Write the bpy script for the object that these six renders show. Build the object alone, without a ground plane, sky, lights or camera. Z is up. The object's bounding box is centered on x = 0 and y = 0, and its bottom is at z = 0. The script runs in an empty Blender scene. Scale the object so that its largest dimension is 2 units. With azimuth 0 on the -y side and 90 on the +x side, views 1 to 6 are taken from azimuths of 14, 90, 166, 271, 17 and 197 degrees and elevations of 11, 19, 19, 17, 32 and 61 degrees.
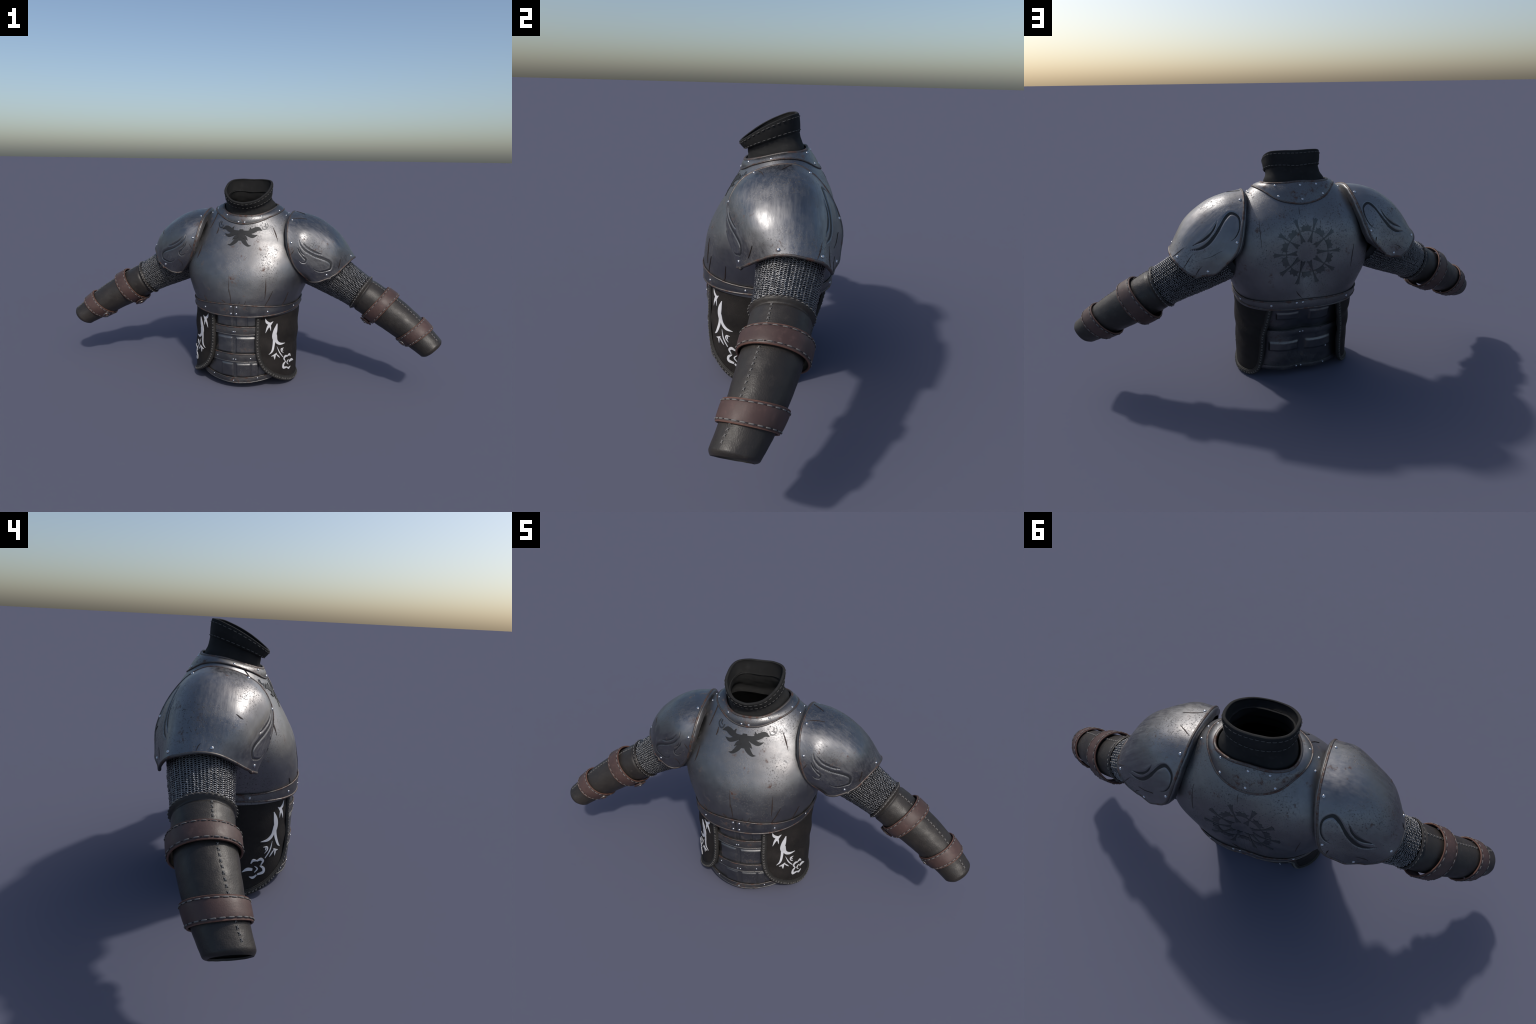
# Knight's torso armour: breastplate, gorget, padded collar, shoulder plates,
# mail sleeves, leather bracers with straps, lamed waist plates and side flaps.
import math, random
import numpy as np

# ---------------------------------------------------------------- curve tools
def spline(ts, vals, t):
    """Smooth (monotone-tangent Hermite) interpolation of control values."""
    ts = np.asarray(ts, float); vals = np.asarray(vals, float); t = np.asarray(t, float)
    if vals.ndim == 1:
        vals = vals[:, None]; flat = True
    else:
        flat = False
    h = np.diff(ts)[:, None]; d = np.diff(vals, axis=0) / h
    m = np.zeros_like(vals); m[0], m[-1] = d[0], d[-1]
    m[1:-1] = (d[:-1] * h[1:] + d[1:] * h[:-1]) / (h[1:] + h[:-1])
    i = np.clip(np.searchsorted(ts, t, side='right') - 1, 0, len(ts) - 2)
    H = h[i, 0][..., None]; u = ((t - ts[i]) / h[i, 0])[..., None]
    r = ((2*u**3 - 3*u**2 + 1) * vals[i] + (u**3 - 2*u**2 + u) * H * m[i]
         + (-2*u**3 + 3*u**2) * vals[i+1] + (u**3 - u**2) * H * m[i+1])
    return r[..., 0] if flat else r

def loop_spline(vals, t):
    """Closed smooth curve through control points, t in 0..1."""
    vals = np.asarray(vals, float); n = len(vals)
    ext = np.concatenate([vals[-3:], vals, vals[:4]])
    ts = np.arange(-3, n + 4) / n
    return spline(ts, ext, np.mod(t, 1.0))

def unit(v):
    return v / np.maximum(np.linalg.norm(v, axis=-1, keepdims=True), 1e-12)

def sgnpow(v, e):
    return np.sign(v) * np.abs(v) ** e

def vnoise(P, scale, seed=0):
    """Cheap smooth value noise in -1..1 for dents and waviness."""
    Q = np.asarray(P) * scale + seed * 17.31
    I = np.floor(Q).astype(np.int64); F = Q - I; F = F*F*(3-2*F)
    out = np.zeros(Q.shape[:-1])
    for dx in (0, 1):
        for dy in (0, 1):
            for dz in (0, 1):
                h = ((I[..., 0]+dx)*374761393 + (I[..., 1]+dy)*668265263 + (I[..., 2]+dz)*2147483647 + seed*974634) & 0x7fffffff
                h = ((h ^ (h >> 13)) * 1274126177) & 0x7fffffff
                h = ((h ^ (h >> 16)) & 0xffff) / 32767.5 - 1
                w = (F[..., 0] if dx else 1-F[..., 0]) * (F[..., 1] if dy else 1-F[..., 1]) * (F[..., 2] if dz else 1-F[..., 2])
                out += h*w
    return out

def grid_normals(P, closed):
    du = np.roll(P, -1, 0) - np.roll(P, 1, 0) if closed else np.gradient(P, axis=0)
    dv = np.gradient(P, axis=1)
    return unit(np.cross(du, dv))

# ---------------------------------------------------------------- torso
# z, half width, front y, back y, y of greatest width, section power at the front and at the back
TORSO = np.array([
    (0.385, 0.278, -0.262, 0.264, 0.035, 2.20, 2.5),
    (0.440, 0.281, -0.263, 0.266, 0.040, 2.25, 2.6),
    (0.480, 0.297, -0.262, 0.268, 0.045, 2.30, 2.7),
    (0.530, 0.317, -0.256, 0.269, 0.055, 2.35, 2.8),
    (0.600, 0.330, -0.240, 0.269, 0.060, 2.40, 3.0),
    (0.660, 0.330, -0.213, 0.265, 0.060, 2.40, 3.0),
    (0.725, 0.318, -0.176, 0.255, 0.060, 2.25, 2.8),
    (0.780, 0.294, -0.144, 0.237, 0.060, 2.05, 2.5),
    (0.830, 0.258, -0.114, 0.208, 0.055, 1.90, 2.2),
    (0.870, 0.216, -0.090, 0.178, 0.055, 1.85, 2.0),
    (0.905, 0.170, -0.065, 0.150, 0.055, 2.00, 2.0),
    (0.925, 0.142, -0.050, 0.128, 0.055, 2.00, 2.0)])

def section(tab, theta, z):
    a, yf, yb, yc, nf = [spline(tab[:, 0], tab[:, k], z) for k in range(1, 6)]
    nb = spline(tab[:, 0], tab[:, 6], z) if tab.shape[1] > 6 else nf
    c, s = np.cos(theta), np.sin(theta)
    n = np.where(s < 0, nf, nb)
    x = a * sgnpow(c, 2/n); k = np.abs(s) ** (2/n)
    y = np.where(s < 0, yc + (yf-yc)*k, yc + (yb-yc)*k)
    return np.stack([x, y, z + 0*x], -1)

def torso(theta, z):
    """theta -90 deg is the front middle, +90 the back middle."""
    theta, z = np.broadcast_arrays(np.asarray(theta, float), np.asarray(z, float))
    P = section(TORSO, theta, z)
    back = np.exp(-(P[..., 0]/0.05)**2) * (P[..., 1] > 0.1)
    fade = np.clip((0.82 - z)/0.25, 0, 1)
    P[..., 1] -= (0.005 + 0.019*np.clip((z-.44)/.12, 0, 1)) * back * fade          # furrow along the spine
    return P

# ---------------------------------------------------------------- waist
WAIST = np.array([
    (0.000, 0.272, -0.244, 0.180, 0.00, 2.2),
    (0.110, 0.274, -0.248, 0.205, 0.00, 2.2),
    (0.250, 0.274, -0.247, 0.232, 0.01, 2.2),
    (0.330, 0.276, -0.244, 0.250, 0.02, 2.2),
    (0.430, 0.276, -0.246, 0.265, 0.03, 2.2)])

def waist(theta, z):
    theta, z = np.broadcast_arrays(np.asarray(theta, float), np.asarray(z, float))
    return section(WAIST, theta, z)

PLATES = np.array([
    (-0.01, 0.244, -0.230, 0.151, 0.00, 1.9, 2.1),
    (0.110, 0.248, -0.241, 0.169, 0.00, 1.9, 2.1),
    (0.250, 0.248, -0.246, 0.191, 0.01, 1.9, 2.1),
    (0.330, 0.250, -0.248, 0.207, 0.02, 1.9, 2.1),
    (0.430, 0.252, -0.250, 0.221, 0.03, 1.9, 2.1)])

def plates(theta, z):
    theta, z = np.broadcast_arrays(np.asarray(theta, float), np.asarray(z, float))
    P = section(PLATES, theta, z)
    P[..., 1] -= 0.016 * np.exp(-(P[..., 0]/0.045)**2) * (P[..., 1] > 0.05)
    return P

# ---------------------------------------------------------------- arm (the +x one)
ARM_T = np.array([0.0, 0.16, 0.32, 0.47, 0.595, 0.74, 0.80, 0.86])
ARM_C = np.array([(0.310, 0.085, 0.640), (0.445, 0.075, 0.566), (0.578, 0.053, 0.493), (0.702, 0.028, 0.422),
                  (0.806, -0.004, 0.361), (0.925, -0.056, 0.279), (0.966, -0.079, 0.248), (1.007, -0.102, 0.217)])
ARM_V = np.array([0.124, 0.106, 0.088, 0.086, 0.080, 0.063, 0.056, 0.049])   # radius along "up"
ARM_H = np.array([0.130, 0.111, 0.096, 0.091, 0.084, 0.069, 0.063, 0.057])   # radius across

def arm_frame(s):
    s = np.asarray(s, float)
    C = spline(ARM_T, ARM_C, s); e = 1e-3
    T = unit(spline(ARM_T, ARM_C, np.clip(s+e, 0, .86)) - spline(ARM_T, ARM_C, np.clip(s-e, 0, .86)))
    N = np.array([0, 0, 1.0]) - T * T[..., 2:3]; N = unit(N)
    B = np.cross(T, N)                        # towards +y (back) for the +x arm
    return C, T, N, B

def arm(s, phi, off=0.0):
    """phi 0 = top, 90 deg = back, -90 = front."""
    s, phi, off = np.broadcast_arrays(np.asarray(s, float), np.asarray(phi, float), np.asarray(off, float))
    C, T, N, B = arm_frame(s)
    v = spline(ARM_T, ARM_V, s) + off; h = spline(ARM_T, ARM_H, s) + off
    return C + N*(v*np.cos(phi))[..., None] + B*(h*np.sin(phi))[..., None]

# ---------------------------------------------------------------- shoulder plate (+x)
# five arches from the inner to the outer edge; each runs front-bottom, over the top, to back-bottom
PAULDRON = np.array([
  [(.340,-.088,.553),(.274,-.142,.640),(.240,-.145,.755),(.228,-.078,.849),(.232,.060,.891),(.240,.150,.862),(.262,.222,.780),(.296,.262,.680),(.370,.250,.598)],
  [(.362,-.102,.551),(.325,-.145,.655),(.315,-.135,.770),(.312,-.070,.842),(.320,.060,.876),(.320,.145,.852),(.335,.205,.775),(.355,.240,.680),(.388,.246,.588)],
  [(.392,-.106,.556),(.392,-.120,.640),(.395,-.103,.745),(.398,-.050,.812),(.402,.060,.842),(.402,.135,.818),(.405,.192,.745),(.405,.226,.660),(.412,.236,.582)],
  [(.422,-.098,.567),(.450,-.092,.630),(.472,-.070,.695),(.484,-.025,.750),(.487,.062,.772),(.485,.130,.752),(.478,.178,.700),(.460,.210,.635),(.436,.226,.577)],
  [(.446,-.090,.578),(.482,-.069,.598),(.512,-.032,.626),(.543,.016,.654),(.558,.070,.663),(.558,.126,.653),(.541,.176,.634),(.504,.206,.598),(.458,.219,.568)]])

def pauldron_cage(p, q):
    """p 0..1 from front to back over the top, q 0..1 from inner to outer edge."""
    p, q = np.broadcast_arrays(np.asarray(p, float), np.asarray(q, float))
    rows = [spline(np.linspace(0, 1, 9), PAULDRON[k], p) for k in range(5)]
    R = np.stack(rows, 0); ts = np.linspace(0, 1, 5)
    h = .25; d = np.diff(R, axis=0)/h
    m = np.zeros_like(R); m[0], m[-1] = d[0], d[-1]; m[1:-1] = (d[:-1]+d[1:])/2
    i = np.clip((q/h).astype(int), 0, 3); u = (q - i*h)/h
    g = lambda A, k: np.take_along_axis(A, np.broadcast_to(k[None, ..., None], (1,)+A.shape[1:]), 0)[0]
    u = u[..., None]
    return ((2*u**3-3*u**2+1)*g(R, i) + (u**3-2*u**2+u)*h*g(m, i)
            + (-2*u**3+3*u**2)*g(R, i+1) + (u**3-u**2)*h*g(m, i+1))

def pauldron(p, q):
    """The plate surface, 2 mm inside the control cage."""
    p, q = np.broadcast_arrays(np.asarray(p, float), np.asarray(q, float)); e = 2e-3
    lo, hi = (lambda t: np.clip(t-e, 0, 1)), (lambda t: np.clip(t+e, 0, 1))
    n = -unit(np.cross(pauldron_cage(hi(p), q) - pauldron_cage(lo(p), q), pauldron_cage(p, hi(q)) - pauldron_cage(p, lo(q))))
    return pauldron_cage(p, q) - n*.0022

# ---------------------------------------------------------------- neck and collar loops
# control points front -> +x side -> back, mirrored to close the loop
def sym_loop(pts, n):
    pts = np.array(pts, float)
    left = pts[1:-1][::-1] * np.array([-1, 1, 1])
    return loop_spline(np.concatenate([pts, left]), np.arange(n)/n)

GORGET_LOW = [(0, -.118, .833), (.071, -.100, .842), (.131, -.038, .870), (.172, .045, .897), (.160, .130, .890), (.100, .190, .858), (0, .205, .842)]
GORGET_TOP = [(0, -.100, .871), (.066, -.086, .875), (.117, -.034, .892), (.147, .045, .914), (.134, .106, .918), (.075, .137, .920), (0, .143, .925)]
NECK_LOW = [(0, -.088, .868), (.062, -.076, .876), (.108, -.030, .896), (.134, .050, .918), (.117, .104, .920), (.064, .130, .914), (0, .138, .908)]
BAND_LOW = [(0, -.097, .910), (.062, -.086, .918), (.104, -.045, .938), (.118, .015, .960), (.104, .075, .978), (.060, .105, .982), (0, .112, .978)]
BAND_TOP = [(0, -.121, .934), (.067, -.104, .948), (.112, -.052, .984), (.124, .007, 1.016), (.110, .068, 1.041), (.060, .100, 1.048), (0, .105, 1.047)]
#%%GEOM-END
import bpy, bmesh
from mathutils import Matrix, Vector
RNG = random.Random(11)
D2R = math.pi/180

# ================================================================ materials
class Nodes:
    def __init__(self, name):
        self.m = bpy.data.materials.new(name); self.m.use_nodes = True
        self.t = self.m.node_tree; self.n = self.t.nodes; self.l = self.t.links
        self.b = self.n['Principled BSDF']
        self.co = self.n.new('ShaderNodeTexCoord').outputs['Object']
    def link(self, a, b): self.l.new(a, b)
    def mapped(self, scale=(1, 1, 1), rot=(0, 0, 0)):
        k = self.n.new('ShaderNodeMapping'); k.inputs['Scale'].default_value = scale; k.inputs['Rotation'].default_value = rot
        self.link(self.co, k.inputs['Vector']); return k.outputs[0]
    def noise(self, scale, detail=4, rough=.6, vec=None, dist=0):
        k = self.n.new('ShaderNodeTexNoise'); k.inputs['Scale'].default_value = scale
        k.inputs['Detail'].default_value = detail; k.inputs['Roughness'].default_value = rough; k.inputs['Distortion'].default_value = dist
        self.link(vec or self.co, k.inputs['Vector']); return k.outputs['Fac']
    def voronoi(self, scale, feature='F1', vec=None):
        k = self.n.new('ShaderNodeTexVoronoi'); k.feature = feature; k.inputs['Scale'].default_value = scale
        self.link(vec or self.co, k.inputs['Vector']); return k.outputs['Distance']
    def ramp(self, fac, stops):
        k = self.n.new('ShaderNodeValToRGB'); e = k.color_ramp.elements
        while len(e) < len(stops): e.new(.5)
        for i, (p, c) in enumerate(stops):
            e[i].position = p; e[i].color = (c, c, c, 1) if not hasattr(c, '__len__') else (*c, 1)
        self.link(fac, k.inputs[0]); return k.outputs[0]
    def mix(self, fac, a, b, mode='MIX'):
        k = self.n.new('ShaderNodeMix'); k.data_type = 'RGBA'; k.blend_type = mode
        for v, i in ((fac, 0), (a, 6), (b, 7)):
            if hasattr(v, 'is_output'): self.link(v, k.inputs[i])
            elif i == 0: k.inputs[0].default_value = v
            else: k.inputs[i].default_value = (*v, 1) if hasattr(v, '__len__') else (v, v, v, 1)
        return k.outputs[2]
    def math(self, op, a, b=0.0):
        k = self.n.new('ShaderNodeMath'); k.operation = op
        for i, v in enumerate((a, b)):
            if hasattr(v, 'is_output'): self.link(v, k.inputs[i])
            else: k.inputs[i].default_value = v
        return k.outputs[0]
    def bump(self, h, strength=.3, dist=.002):
        k = self.n.new('ShaderNodeBump'); k.inputs['Strength'].default_value = strength; k.inputs['Distance'].default_value = dist
        self.link(h, k.inputs['Height']); self.link(k.outputs[0], self.b.inputs['Normal'])
    def set(self, color=None, rough=None, metal=None):
        for v, nm in ((color, 'Base Color'), (rough, 'Roughness'), (metal, 'Metallic')):
            if v is None: continue
            if hasattr(v, 'is_output'): self.link(v, self.b.inputs[nm])
            else: self.b.inputs[nm].default_value = (*v, 1) if hasattr(v, '__len__') else v

def steel(name, brushed=False, base=(.220, .222, .229), rust=.0, pits=.5, rough=(.38, .53), streak=None):
    k = Nodes(name)
    tone = k.noise(7, 5, .65)
    col = k.mix(k.ramp(tone, [(.30, 0), (.72, 1)]), tuple(c*.80 for c in base), tuple(c*1.12 for c in base))
    warm = k.ramp(k.noise(4.5, 3, .6), [(.46, 0), (.72, .30)])
    col = k.mix(warm, col, (base[0]*1.05, base[1]*.92, base[2]*.82))
    # dark corrosion pits, gathered in patches
    patch = k.ramp(k.noise(6.0, 3, .5), [(.42, 0), (.60, 1)])
    spots = k.ramp(k.noise(165, 5, .75), [(.55, 0), (.62, 1)])
    pit = k.math('MULTIPLY', k.math('MULTIPLY', patch, spots), pits)
    col = k.mix(pit, col, (.050, .042, .038))
    # fine brushed hairlines
    vec = k.mapped((260, 260, 14)) if streak is None else k.mapped(*streak)
    if brushed:      # grinding marks running down along the sleeve, mirrored left and right
        sp = k.n.new('ShaderNodeSeparateXYZ'); k.link(k.co, sp.inputs[0])
        cb = k.n.new('ShaderNodeCombineXYZ'); k.link(k.math('ABSOLUTE', sp.outputs[0]), cb.inputs[0])
        k.link(sp.outputs[1], cb.inputs[1]); k.link(sp.outputs[2], cb.inputs[2])
        r1 = k.n.new('ShaderNodeMapping'); r1.inputs['Rotation'].default_value = (0, -.70, 0); k.link(cb.outputs[0], r1.inputs['Vector'])
        r2 = k.n.new('ShaderNodeMapping'); r2.inputs['Scale'].default_value = (13, 85, 85); k.link(r1.outputs[0], r2.inputs['Vector'])
        vec = r2.outputs[0]
    hair = k.noise(1.0, 3, .6, vec)
    col = k.mix(k.ramp(hair, [(.35, .10), (.65, 0)]), col, (.12, .12, .12))
    metal = k.math('SUBTRACT', 1.0, k.math('MULTIPLY', pit, .6))
    if rust:
        r = k.math('MULTIPLY', k.ramp(k.noise(55, 5, .75), [(.46, 0), (.56, 1)]), k.ramp(k.noise(15, 4, .65), [(.62-.32*rust, 0), (.72-.32*rust, 1)]))
        rc = k.mix(k.noise(120, 3), (.036, .017, .012), (.092, .038, .023))
        col = k.mix(r, col, rc)
        metal = k.math('MULTIPLY', metal, k.math('SUBTRACT', 1.0, k.math('MULTIPLY', r, .9)))
    ro = k.ramp(k.noise(16, 5, .7), [(.3, rough[0]), (.7, rough[1])])
    ro2 = k.math('ADD', ro, k.math('MULTIPLY', pit, .3))
    if brushed: ro2 = k.math('ADD', ro2, k.math('MULTIPLY', k.math('SUBTRACT', hair, .5), .45))
    k.set(col, ro2, metal)
    h = k.math('SUBTRACT', k.math('MULTIPLY', k.noise(30, 3, .5), .35), k.math('MULTIPLY', pit, .35))
    k.bump(k.math('ADD', h, k.math('MULTIPLY', hair, .55 if brushed else .12)), .35, .0022)
    return k.m

def leather(name, c1, c2, rough=.5, grain=.35, spec=.4):
    k = Nodes(name)
    col = k.mix(k.ramp(k.noise(9, 5, .6), [(.32, 0), (.68, 1)]), c1, c2)
    col = k.mix(k.ramp(k.noise(60, 3, .6), [(.55, 0), (.75, .35)]), col, tuple(min(1, c*1.8) for c in c2))
    k.set(col, k.ramp(k.noise(30, 4), [(.3, rough-.07), (.7, rough+.1)]), 0.0)
    k.b.inputs['Specular IOR Level'].default_value = spec
    cells = k.voronoi(230); crease = k.noise(34, 4, .7, dist=1.5)
    k.bump(k.math('ADD', k.math('MULTIPLY', cells, .5), crease), grain, .0016)
    return k.m

def plain(name, color, rough=.6, metal=0.0, var=.15, scale=40):
    k = Nodes(name)
    n = k.ramp(k.noise(scale, 3), [(.3, 0), (.7, 1)])
    k.set(k.mix(n, tuple(c*(1-var) for c in color), tuple(c*(1+var) for c in color)), rough, metal)
    return k.m

M = dict(
    plate=steel('polished_steel', pits=.85, rust=.05),
    shoulder=steel('shoulder_steel', brushed=True, base=(.225, .227, .235), pits=1.0, rust=.04, rough=(.36, .52)),
    rim=steel('rusty_rim_steel', base=(.185, .186, .190), rust=.18, pits=.7, rough=(.36, .55)),
    gorget=steel('rusty_gorget_steel', base=(.20, .20, .203), rust=.26, pits=.9, rough=(.34, .52)),
    edge=steel('rusted_edge', base=(.145, .135, .130), rust=.62, pits=.8, rough=(.45, .65)),
    lame=steel('dull_steel', base=(.185, .187, .191), rust=.08, pits=.6, rough=(.36, .55)),
    lamedge=steel('dull_edge_steel', base=(.175, .174, .173), rust=.24, pits=.7, rough=(.42, .6)),
    engrave=plain('blackened_engraving', (.019, .0195, .020), .55, .35),
    engrave3=plain('worn_engraving', (.095, .100, .103), .45, .9),
    engrave2=plain('faint_engraving', (.085, .087, .090), .45, .95),
    scratch=plain('rusty_scratch', (.036, .023, .019), .7, .3),
    rivet=plain('bright_rivet', (.55, .56, .58), .25, 1.0, .1),
    ring=plain('mail_ring_steel', (.235, .235, .24), .38, 1.0, .25),
    under=plain('dark_padding', (.016, .016, .018), .9),
    bracer=leather('black_leather', (.019, .0162, .0142), (.031, .0265, .023), .46),
    strap=leather('brown_leather', (.052, .030, .026), (.080, .046, .040), .50, .15),
    strapedge=leather('strap_cut_edge', (.105, .050, .036), (.150, .075, .055), .6, .1),
    flap=leather('flap_leather', (.0135, .0118, .0108), (.0215, .0185, .0168), .70, .35, .2),
    flapedge=leather('flap_border_leather', (.020, .019, .0175), (.032, .030, .0275), .62, .3, .25),
    cloth=leather('collar_cloth', (.016, .016, .016), (.023, .023, .023), .85, .12, .15),
    thread=plain('grey_thread', (.155, .148, .140), .8),
    thread3=plain('dark_thread', (.075, .073, .070), .85),
    thread2=plain('dim_thread', (.115, .110, .104), .85),
    paint=plain('white_paint', (.62, .62, .64), .6, 0, .06),
    button=plain('aged_button_metal', (.34, .33, .31), .4, 1.0),
)

# ================================================================ object tools
ROOT = bpy.data.objects.new('suit_of_armour', None)
bpy.context.scene.collection.objects.link(ROOT)
ROOT['label'] = 'weathered steel torso armour with mail sleeves and leather bracers'
ROOT['category'] = 'armour'

def add(name, mesh, parent, mat=None, matrix=None, stuff=False):
    o = bpy.data.objects.new(name, mesh)
    bpy.context.scene.collection.objects.link(o)
    o.parent = parent
    if matrix is not None: o.matrix_world = matrix
    if mat is not None and not mesh.materials: mesh.materials.append(mat)
    if stuff: o['kind'] = 'stuff'
    return o

def mesh_of(name, V, F, smooth=40):
    V = np.asarray(V, float).reshape(-1, 3)
    me = bpy.data.meshes.new(name)
    me.from_pydata(V.tolist(), [], [list(map(int, f)) for f in F])
    me.validate(); me.update()
    me.shade_smooth()
    if smooth < 180: me.set_sharp_from_angle(angle=smooth*D2R)
    return me

def mirror(V, F):
    V = np.array(V, float).reshape(-1, 3).copy(); V[:, 0] *= -1
    return V, [tuple(reversed(f)) for f in F]

def grid_faces(nu, nv, closed=False, base=0, flip=False):
    F = []
    for i in range(nu if closed else nu-1):
        i2 = (i+1) % nu
        for j in range(nv-1):
            f = (base+i*nv+j, base+i2*nv+j, base+i2*nv+j+1, base+i*nv+j+1)
            F.append(f[::-1] if flip else f)
    return F

def shell(P, t, closed=False, sign=1):
    """Closed sheet of thickness t: P is the outer face, sign orients its normal."""
    nu, nv = P.shape[:2]
    N = grid_normals(P, closed) * sign
    V = np.concatenate([P.reshape(-1, 3), (P - N*t).reshape(-1, 3)])
    n = nu*nv
    F = grid_faces(nu, nv, closed, 0, sign < 0) + grid_faces(nu, nv, closed, n, sign > 0)
    def strip(ring, loop):
        for a, b in zip(ring, ring[1:] + ([ring[0]] if loop else [])):
            f = (a, a+n, b+n, b); F.append(f if sign > 0 else f[::-1])
    idx = lambda i, j: i*nv + j
    strip([idx(i, 0) for i in range(nu)][::1], closed)
    strip([idx(i, nv-1) for i in range(nu)][::-1], closed)
    if not closed:
        strip([idx(0, j) for j in range(nv)][::-1], False)
        strip([idx(nu-1, j) for j in range(nv)], False)
    return V, F

def sweep(path, normals, profile, closed=True):
    """Sweep a 2D closed profile (across, out) along a path lying on a surface."""
    path = np.asarray(path); n = len(path)
    T = unit(np.roll(path, -1, 0) - np.roll(path, 1, 0)) if closed else unit(np.gradient(path, axis=0))
    N = unit(normals - T*np.sum(normals*T, -1, keepdims=True)); A = np.cross(N, T)
    pr = np.asarray(profile); m = len(pr)
    P = path[:, None] + A[:, None]*pr[None, :, :1] + N[:, None]*pr[None, :, 1:2]
    V = P.reshape(-1, 3); F = []
    for i in range(n if closed else n-1):
        i2 = (i+1) % n
        for j in range(m):
            j2 = (j+1) % m
            F.append((i*m+j, i2*m+j, i2*m+j2, i*m+j2))
    if not closed:
        F.append(tuple(range(m))[::-1]); F.append(tuple((n-1)*m+j for j in range(m)))
    return V, F

def oval(a, b, n=10):
    return [(a*math.cos(2*math.pi*k/n), b*math.sin(2*math.pi*k/n)) for k in range(n)]

def slab(w, h, r=.25, base=-.0015):
    """Rounded strip section: width w, height h above the surface."""
    c = h*.6
    return [(-w/2, base), (w/2, base), (w/2, h-c), (w/2-c*.5, h-c*.3), (w/2-c*1.3, h), (-w/2+c*1.3, h), (-w/2+c*.5, h-c*.3), (-w/2, h-c)]

def frame_matrix(p, x, n, scale=1.0):
    n = np.asarray(n)/np.linalg.norm(n); x = np.asarray(x) - n*np.dot(x, n); x = x/np.linalg.norm(x); y = np.cross(n, x)
    m = Matrix(((x[0], y[0], n[0], p[0]), (x[1], y[1], n[1], p[1]), (x[2], y[2], n[2], p[2]), (0, 0, 0, 1)))
    return m @ Matrix.Scale(scale, 4)

def surf_frame(fn, a, b, sign=1, e=1e-3):
    """Point and outward normal of a two-parameter surface."""
    p = fn(a, b)
    n = unit(np.cross(fn(a+e, b) - fn(a-e, b), fn(a, b+e) - fn(a, b-e))) * sign
    return p, n

MX = np.array([-1.0, 1, 1])

# -------- flat ornaments laid on a surface
def stroke_outline(spine, widths, n=22):
    spine = np.array(spine, float); t = np.linspace(0, 1, len(spine))
    u = np.linspace(0, 1, n); S = spline(t, spine, u); W = np.maximum(spline(np.linspace(0, 1, len(widths)), widths, u), .0006)
    T = unit(np.gradient(S, axis=0)); A = np.stack([-T[:, 1], T[:, 0]], 1)
    return np.concatenate([S + A*W[:, None]/2, (S - A*W[:, None]/2)[::-1]])

def inlay(name, outlines, to3d, parent, mat, lift=.0012, sink=.0025, step=.012, mirrored=False, stagger=.00012):
    """Thin pieces with real edges set into a surface. to3d maps (n,2) plane coordinates to points and normals."""
    bm = bmesh.new()
    for k, poly in enumerate(outlines):
        b = bmesh.new()
        vs = [b.verts.new((p[0], p[1], 0)) for p in poly]
        f = b.faces.new(vs)
        bmesh.ops.triangulate(b, faces=[f])
        lo = np.min(poly, 0); hi = np.max(poly, 0)
        for ax in (0, 1):
            no = (1, 0, 0) if ax == 0 else (0, 1, 0)
            for c in np.arange(math.ceil(lo[ax]/step)*step, hi[ax], step):
                bmesh.ops.bisect_plane(b, geom=b.verts[:]+b.edges[:]+b.faces[:], plane_co=(c*no[0], c*no[1], 0), plane_no=no, dist=1e-6)
        flat = np.array([v.co[:2] for v in b.verts])
        P, N = to3d(flat)
        for v, p, n in zip(b.verts, P, N): v.co = p + n*(lift + k*stagger)
        bound = [e for e in b.edges if e.is_boundary]
        g = bmesh.ops.extrude_edge_only(b, edges=bound)
        low = {v for v in g['geom'] if isinstance(v, bmesh.types.BMVert)}
        b.verts.index_update()
        for v in low:
            src = next((e.other_vert(v) for e in v.link_edges if e.other_vert(v) not in low), None)
            i = np.argmin(np.sum((P - np.array(v.co))**2, 1)); v.co = Vector(P[i] - N[i]*sink)
        me = bpy.data.meshes.new('tmp'); b.to_mesh(me); b.free(); bm.from_mesh(me); bpy.data.meshes.remove(me)
    if mirrored:
        for v in bm.verts: v.co.x *= -1
    bmesh.ops.recalc_face_normals(bm, faces=bm.faces)
    me = bpy.data.meshes.new(name); bm.to_mesh(me); bm.free()
    return add(name, me, parent, mat)

# -------- shared small meshes
def dome_mesh(name, r, h, rings=5, seg=14):
    V = [(0, 0, h)]; F = []
    for i in range(1, rings+1):
        a = i/rings*math.pi/2
        V += [(r*math.sin(a)*math.cos(2*math.pi*k/seg), r*math.sin(a)*math.sin(2*math.pi*k/seg), h*math.cos(a)) for k in range(seg)]
    V += [(r*math.cos(2*math.pi*k/seg), r*math.sin(2*math.pi*k/seg), -.003) for k in range(seg)]
    F += [(0, 1+k, 1+(k+1) % seg) for k in range(seg)]
    for i in range(rings):
        F += [(1+i*seg+k, 1+(i+1)*seg+k, 1+(i+1)*seg+(k+1) % seg, 1+i*seg+(k+1) % seg) for k in range(seg)]
    return mesh_of(name, V, F, 60)

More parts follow.
